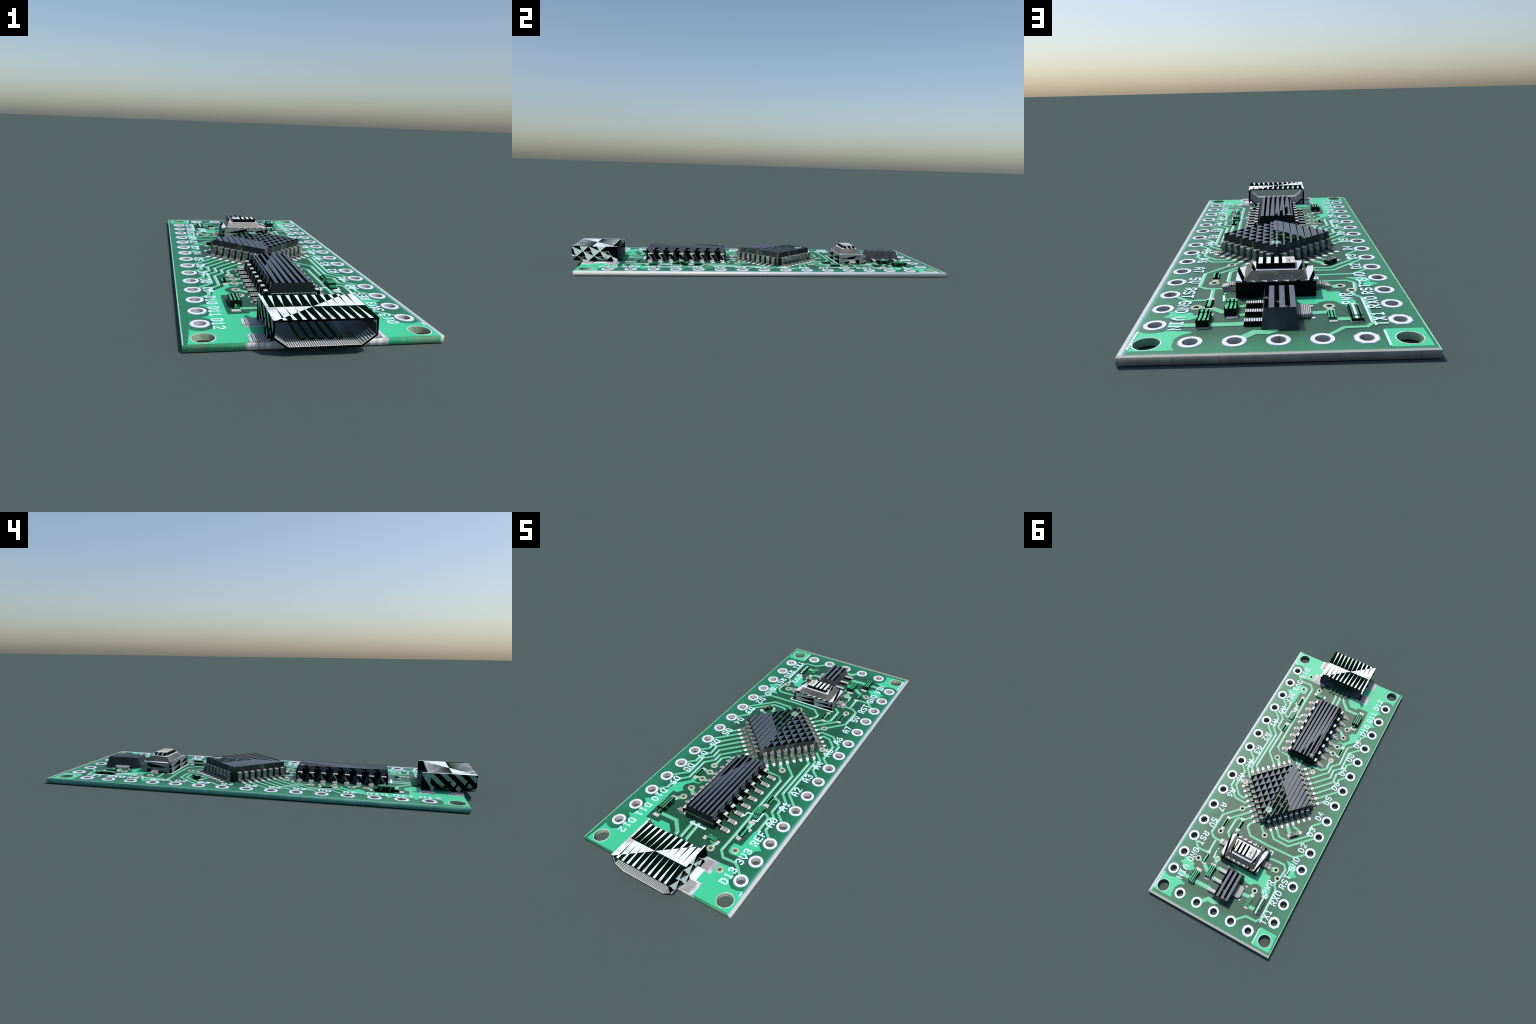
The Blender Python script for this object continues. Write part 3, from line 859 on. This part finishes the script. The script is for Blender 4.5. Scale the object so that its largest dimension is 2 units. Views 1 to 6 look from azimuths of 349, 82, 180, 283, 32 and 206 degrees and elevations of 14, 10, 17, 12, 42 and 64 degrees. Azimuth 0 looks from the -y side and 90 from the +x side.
def build_solder(M, board):
    sq = box_mesh("solder_pad", 1, 1, BOARD_TOP - 0.0003, Z_PAD + 0.0004)
    sq.materials.append(M["solder"])

    def pad(x, y, sx, sy, rot=0.0):
        o = add("solder_pad", sq, board, loc=(x, y, 0.0001 * random.random()), rot=rot)
        o.scale = (sx, sy, 1)
    for a, b, w in PASSIVE_PADS:
        ang = math.atan2(b[1] - a[1], b[0] - a[0]) - math.pi / 2
        for q in (a, b):
            pad(q[0], q[1], w * random.uniform(0.9, 1.05), 0.017 * random.uniform(0.9, 1.15), ang + random.uniform(-0.05, 0.05))
    tear = plate("solder_fillet", [(-0.036, -0.0125), (0.0, -0.0125), (0.0085, -0.010), (0.0145, 0.0), (0.0085, 0.010), (0.0, 0.0125), (-0.036, 0.0125)], [], BOARD_TOP - 0.0003, Z_PAD + 0.0003)
    tear.materials.append(M["solder"])
    for i in range(8):
        add("solder_fillet", tear, board, loc=(0.1345, -0.590 + 0.0569 * i, 0))
        add("solder_fillet", tear, board, loc=(-0.1290, -0.594 + 0.0569 * i, 0), rot=math.pi)
    drop = plate("solder_fillet", [(-0.012, -0.0072), (0.002, -0.0072), (0.0085, -0.0045), (0.0100, 0), (0.0085, 0.0045), (0.002, 0.0072), (-0.012, 0.0072)], [], BOARD_TOP - 0.0003, Z_PAD + 0.0009)
    drop.materials.append(M["fillet"])
    for s in range(4):
        a = math.radians(45 + 90 * s)
        for i in range(8):
            t = (i - 3.5) * 0.0355
            r = 0.2065
            add("solder_fillet", drop, board, loc=(0.002 + r * math.cos(a) - t * math.sin(a), 0.108 + r * math.sin(a) + t * math.cos(a), 0), rot=a)
    # wide pads under the socket's feet, run off the front edge of the board
    for x0, x1 in ((0.118, 0.209), (-0.203, -0.114)):
        for y0, y1 in ((-0.9425, -0.877), (-0.823, -0.7525)):
            me = frustum("socket_pad", (x0, x1, y0, y1), (x0 + 0.001, x1 - 0.001, y0 + (0.001 if y0 > -0.9 else 0), y1 - 0.001), BOARD_TOP - 0.0003, Z_PAD - 0.0002, (0,) * 6)
            add("socket_pad", me, board, [M["socket_pad"]])
    add("solder_bead", box_mesh("solder_bead", 0.050, 0.066, BOARD_TOP - 0.0003, Z_PAD - 0.0001), board, [M["bright"]], (0.153, -0.850, 0))


def build_socket(M):
    g = group("usb_socket", ROOT)
    ring = [(-0.152, 0.109), (0.152, 0.109), (0.154, 0.0565), (0.110, 0.0232), (-0.108, 0.0232), (-0.152, 0.0565)]
    t = 0.0060
    c = Vector((0.001, 0.066))
    inner = []
    n = len(ring)
    for i in range(n):
        p = Vector(ring[i])
        d0 = (p - Vector(ring[i - 1])).normalized()
        d1 = (Vector(ring[(i + 1) % n]) - p).normalized()
        n0, n1 = Vector((d0.y, -d0.x)), Vector((d1.y, -d1.x))
        m = (n0 + n1).normalized()
        inner.append(tuple(p + m * t / m.dot(n0)))
    ya, yb, yr = -1.0, -0.763, -0.7862    # mouth, rear end, rear end of the roof
    v = [(x, ya, z) for x, z in ring] + [(x, yr if k < 2 else yb, z) for k, (x, z) in enumerate(ring)] + [(x, ya, z) for x, z in inner] + [(x, yr if k < 2 else yb, z) for k, (x, z) in enumerate(inner)]
    f, s = [], []
    for i in range(n):
        j = (i + 1) % n
        f.append((i, j, n + j, n + i)); s.append(0 if i == 0 else (4 if i in (4, 5) else 1))
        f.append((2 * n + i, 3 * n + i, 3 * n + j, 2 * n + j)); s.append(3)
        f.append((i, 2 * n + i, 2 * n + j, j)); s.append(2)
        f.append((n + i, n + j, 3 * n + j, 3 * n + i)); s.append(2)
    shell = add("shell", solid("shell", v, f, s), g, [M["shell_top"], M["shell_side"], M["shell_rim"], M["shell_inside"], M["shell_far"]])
    for sx in (1, -1):
        xo = 0.154 if sx > 0 else -0.152
        for y0, y1 in ((-0.9435, -0.888), (-0.816, -0.7632)):
            xs = sorted((xo - sx * 0.0062, xo + sx * 0.0003))
            foot = frustum("foot", (xs[0], xs[1], y0, y1), (xs[0], xs[1], y0, y1), BOARD_TOP + 0.001, 0.060, (0,) * 6)
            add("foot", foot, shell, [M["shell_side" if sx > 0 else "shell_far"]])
            xs = sorted((xo, xo + sx * 0.0405))
            tab = frustum("solder_tab", (xs[0], xs[1], y0, y1), (xs[0], xs[1], y0, y1), BOARD_TOP + 0.0012, BOARD_TOP + 0.0052, (0,) * 6)
            add("solder_tab", tab, shell, [M["tab"]])
    # the side walls run on past the roof at the rear
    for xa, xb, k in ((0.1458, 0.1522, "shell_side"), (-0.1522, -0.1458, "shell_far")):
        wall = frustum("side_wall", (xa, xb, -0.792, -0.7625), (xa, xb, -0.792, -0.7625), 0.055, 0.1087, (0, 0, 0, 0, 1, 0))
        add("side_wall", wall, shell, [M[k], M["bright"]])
    line = [(-0.955, 0.0335), (-0.760, 0.0345), (-0.748, 0.0275), (-0.727, 0.0262)]
    prof = strip_outline(line, 0.0050)
    pin = extrude_profile("contact_pin", prof, 0.0150)
    pin.materials.append(M["contact"])
    for i in range(5):
        add("contact_pin", pin, g, loc=(0.0595 - 0.0281 * i, 0, 0), rot=0).rotation_euler = (0, 0, math.pi / 2)
    for o in g.children:
        if o.name.startswith("contact_pin"):
            x = o.location.x
            o.location = (x, 0, 0)


def build_long_chip(M):
    g = group("driver_chip", ROOT)
    x0, x1 = -0.0780, 0.0845
    body = join_meshes("chip_body", [
        frustum("b", (x0 + 0.004, x1 - 0.004, -0.6165, -0.1725), (x0, x1, -0.6150, -0.1720), 0.0245, 0.0575, (2, 1, 2, 1, 1, 1)),
        frustum("b", (x0 + 0.0008, x1 - 0.0008, -0.6145, -0.1728), (x0 + 0.0008, x1 - 0.0008, -0.6145, -0.1728), 0.0576, 0.0606, (3, 1, 3, 1, 1, 1)),
        frustum("b", (x0, x1, -0.6150, -0.1720), (-0.0718, 0.0722, -0.6055, -0.1812), 0.0607, 0.0943, (2, 1, 2, 1, 0, 1)),
    ])
    add("chip_body", body, g, [M["long_top"], M["long_side"], M["long_end"], M["seam"]])
    dim = lathe("pin_mark", [(0.0002, 0.0945), (0.0075, 0.0946), (0.0095, 0.0949), (0.0105, 0.0942)], 24)
    add("pin_mark", dim, g, [M["dimple"]], (-0.0545, -0.2010, 0), smooth=True)
    line = [(0.0770, 0.0632), (0.0965, 0.0632), (0.1015, 0.0280), (0.1370, 0.0268)]
    leg = extrude_profile("chip_leg", strip_outline(line, 0.0062), 0.0225, caps=1)
    leg.materials.append(M["leg"])
    leg.materials.append(M["leg_flank"])
    for i in range(8):
        y = -0.5940 + 0.0569 * i
        add("chip_leg", leg, g, loc=(0.0015, y, 0))
        add("chip_leg", leg, g, loc=(0.0015, y - 0.001, 0), rot=math.pi)


def build_square_chip(M):
    g = group("processor_chip", ROOT, (0.002, 0.108, 0), 0)
    e = 0.146
    body = join_meshes("chip_body", [
        frustum("b", (-e - 0.004, e + 0.004, -e - 0.004, e + 0.004), (-e - 0.006, e + 0.006, -e - 0.006, e + 0.006), 0.0235, 0.0620, (0,) * 6),
        frustum("b", (-e - 0.001, e + 0.001, -e - 0.001, e + 0.001), (-e, e, -e, e), 0.0621, 0.0921, (0, 0, 0, 0, 1, 0)),
    ])
    body.transform(Matrix.Rotation(math.radians(45), 4, "Z"))
    body.transform(Matrix.Translation((0.002, 0.108, 0)))
    b = add("chip_body", body, g, [M["square_side"], M["square_top"]], (-0.002, -0.108, 0))
    dim = lathe("pin_mark", [(0.0002, 0.0924), (0.019, 0.0926), (0.0205, 0.0928), (0.0212, 0.0920)], 32)
    add("pin_mark", dim, g, [M["dimple"]], (0.0028, 0.1455, 0), smooth=True)
    up = extrude_profile("chip_leg", [(0.146, 0.0625), (0.146, 0.0668), (0.165, 0.0672), (0.168, 0.0650), (0.169, 0.0270), (0.158, 0.0270), (0.158, 0.0612)], 0.0198,
                         slot_of=lambda i: 1 if i in (1,) else 0)
    foot = extrude_profile("chip_leg", [(0.163, 0.0225), (0.163, 0.0310), (0.174, 0.0290), (0.193, 0.0286), (0.197, 0.0225)], 0.0190, slot_of=lambda i: 1)
    me = join_meshes("chip_leg", [up, foot])
    me.materials.append(M["olive"])
    me.materials.append(M["bright_leg"])
    for s in range(4):
        a = math.radians(45 + 90 * s)
        for i in range(8):
            t = (i - 3.5) * 0.0355
            out = 0.0035 if s == 0 else 0.0       # one row stands a little further out
            add("chip_leg", me, g, loc=(out * math.cos(a) - t * math.sin(a), out * math.sin(a) + t * math.cos(a), 0), rot=a)


def build_button(M):
    g = group("push_button", ROOT)
    X0, X1, Y0, Y1 = -0.1170, 0.1285, 0.4670, 0.6300
    add("button_housing", frustum("button_housing", (X0, X1, Y0, Y1), (X0, X1, Y0, Y1), 0.0228, 0.0735, (0, 0, 1, 0, 2, 0)), g,
        [M["housing"], M["button_dark"], M["button_ring"]])
    add("button_collar", frustum("button_collar", (-0.0925, 0.1045, 0.4830, 0.6180), (-0.0790, 0.0800, 0.5020, 0.5935), 0.0730, 0.0985, (0, 0, 0, 0, 1, 0)), g,
        [M["slope"], M["button_ring"]])
    add("button_cap", frustum("button_cap", (-0.0565, 0.0665, 0.5125, 0.5790), (-0.0560, 0.0655, 0.5130, 0.5780), 0.0980, 0.1160, (1, 0, 1, 0, 2, 0)), g,
        [M["cap_side"], M["button_dark"], M["cap"]])
    for sx, xa, h in ((1, X1, 0.042), (-1, X0, 0.0375)):
        line = [(abs(xa) - 0.002, h - 0.004), (abs(xa) + 0.022, h - 0.004), (abs(xa) + 0.030, h - 0.009), (abs(xa) + 0.049, h - 0.011)]
        leg = extrude_profile("button_leg", strip_outline(line, 0.008), 0.033)
        leg.materials.append(M["button_leg"])
        add("button_leg", leg, g, loc=(0, 0.5465, 0), rot=0 if sx > 0 else math.pi)
        pad = box_mesh("leg_solder", 0.046, 0.036, BOARD_TOP - 0.0003, Z_PAD + 0.0004)
        add("leg_solder", pad, g, [M["solder"]], (xa + sx * 0.026, 0.5465, 0))


def build_regulator(M):
    g = group("voltage_regulator", ROOT)
    add("regulator_body", frustum("regulator_body", (-0.0560, 0.0465, 0.6620, 0.8620), (-0.0480, 0.0370, 0.6780, 0.8450), 0.0225, 0.0788), g, [M["reg_side"], M["reg_top"]])
    leg = frustum("regulator_leg", (0.040, 0.0945, -0.0105, 0.0105), (0.040, 0.0925, -0.0100, 0.0100), 0.0226, 0.0365, (0, 1, 0, 0, 1, 0))
    leg.materials.append(M["button_dark"])
    leg.materials.append(M["reg_leg"])
    for y in (0.6975, 0.7615, 0.8265):
        add("regulator_leg", leg, g, loc=(0, y, 0))
    tab = plate("regulator_tab", [(-0.050, 0.722), (-0.080, 0.722), (-0.0895, 0.727), (-0.0920, 0.735), (-0.0920, 0.782), (-0.0895, 0.790), (-0.080, 0.795), (-0.050, 0.795)], [], 0.0226, 0.0358)
    add("regulator_tab", tab, g, [M["tab"]])
    for y in (0.7115, 0.8060):
        add("solder_bead", box_mesh("solder_bead", 0.010, 0.008, BOARD_TOP, 0.0255), g, [M["fillet"]], (-0.097, y if y < 0.75 else 0.797, 0))


def build_passives(M):
    def part(kind, x, y, sx, sy, h, rot=0.0, top="res_green", ends=0.0, end_h=None, waist=0.0):
        """Chip part lying along y: a core with slightly different end caps."""
        e = sy * (ends or 0.24)
        z0 = BOARD_TOP + 0.0018
        hh = end_h or h
        w = waist
        pieces = [
            frustum("p", (-sx / 2 + w, sx / 2 - w, -sy / 2 + e, sy / 2 - e), (-sx / 2 + w, sx / 2 - w, -sy / 2 + e, sy / 2 - e), z0, h, (0, 0, 0, 0, 1, 0)),
            frustum("p", (-sx / 2, sx / 2, -sy / 2, -sy / 2 + e), (-sx / 2, sx / 2, -sy / 2, -sy / 2 + e), z0, hh, (0, 0, 0, 0, 1, 0)),
            frustum("p", (-sx / 2, sx / 2, sy / 2 - e, sy / 2), (-sx / 2, sx / 2, sy / 2 - e, sy / 2), z0, hh, (0, 0, 0, 0, 1, 0)),
        ]
        add(kind, join_meshes(kind, pieces), ROOT, [M["passive_side"], M[top]], (x, y, 0), rot)

    part("resistor", 0.2052, -0.5635, 0.0215, 0.053, 0.0305, top="res_green", waist=0.002)
    part("light_diode", 0.2000, -0.4255, 0.0300, 0.084, 0.0405, top="led_green", ends=0.25, end_h=0.0330)
    part("resistor", 0.2040, -0.3280, 0.0220, 0.046, 0.0320, top="res_green")
    part("capacitor", 0.1060, -0.6630, 0.0210, 0.046, 0.0330, rot=math.pi / 2, top="led_green")
    part("resistor", -0.2050, -0.3380, 0.0210, 0.045, 0.0290, top="res_green")
    part("resistor", 0.2090, 0.4300, 0.0210, 0.052, 0.0305, top="res_green", waist=0.001)
    part("resistor", 0.1248, 0.3980, 0.0225, 0.050, 0.0305, top="res_green", waist=0.001)
    part("resistor", 0.2040, 0.6785, 0.0210, 0.051, 0.0285, top="res_green", waist=0.001)
    part("capacitor", 0.2048, 0.8040, 0.0355, 0.074, 0.0425, top="cap_green", ends=0.2, end_h=0.0450, waist=0.0025)
    part("capacitor", 0.1348, 0.7335, 0.0345, 0.071, 0.0435, top="cap_green", ends=0.22, end_h=0.0472, waist=0.0025)
    part("resistor", -0.1490, 0.7845, 0.0225, 0.051, 0.0310, top="led_green", waist=0.001)
    part("power_lamp", -0.2160, 0.7745, 0.0340, 0.098, 0.0345, top="lamp", ends=0.2, end_h=0.0320)
    part("crystal", -0.1930, 0.3025, 0.0205, 0.049, 0.0395, rot=math.radians(-45), top="speckled")
    # rolled diode with chamfered flanks and two flat tails
    sec = [(-0.0205, 0.0240), (0.0205, 0.0240), (0.0225, 0.0350), (0.0175, 0.0475), (-0.0175, 0.0475), (-0.0225, 0.0350)]
    me = extrude_profile("signal_diode", sec, 0.072, slot_of=lambda i: 1 if i in (3,) else 0)
    tails = [frustum("t", (-0.009, 0.009, s * 0.046 - 0.011, s * 0.046 + 0.011), (-0.009, 0.009, s * 0.046 - 0.011, s * 0.046 + 0.011), 0.0235, 0.0330, (0, 0, 0, 0, 1, 0)) for s in (1, -1)]
    add("signal_diode", join_meshes("signal_diode", [me] + tails), ROOT, [M["passive_side"], M["diode_green"]], (-0.2015, -0.6060, 0))


def main():
    global ROOT
    M = make_materials()
    m = Mat("hole_rim", (0.62, 0.72, 0.60), 0.45)
    m.mix(m.noise(35).smooth(0.45, 0.6, 0, 0.9), (0.50, 0.42, 0.34))
    m.mix(m.noise(22).smooth(0.5, 0.62), (0.86, 0.92, 0.88))
    M["mount_rim"] = m.done()
    M["bright"] = Mat("bright_steel", (0.84, 0.88, 0.88), 0.4).done()
    m = Mat("shiny_solder", (0.86, 0.87, 0.86), 0.35)
    m.mix(m.noise(90, 3).smooth(0.55, 0.65, 0, 0.8), (0.40, 0.40, 0.40))
    M["fillet"] = m.done()
    ROOT = group("microcontroller_board", None)
    ROOT["label"] = "green microcontroller board with two black chips and silver socket"
    ROOT["category"] = "circuit board"
    board = build_substrate(M)
    build_copper(M, board)
    build_holes(M, board)
    build_ink(M, board)
    build_solder(M, board)
    build_socket(M)
    build_long_chip(M)
    build_square_chip(M)
    build_button(M)
    build_regulator(M)
    build_passives(M)
    bpy.context.view_layer.update()


main()
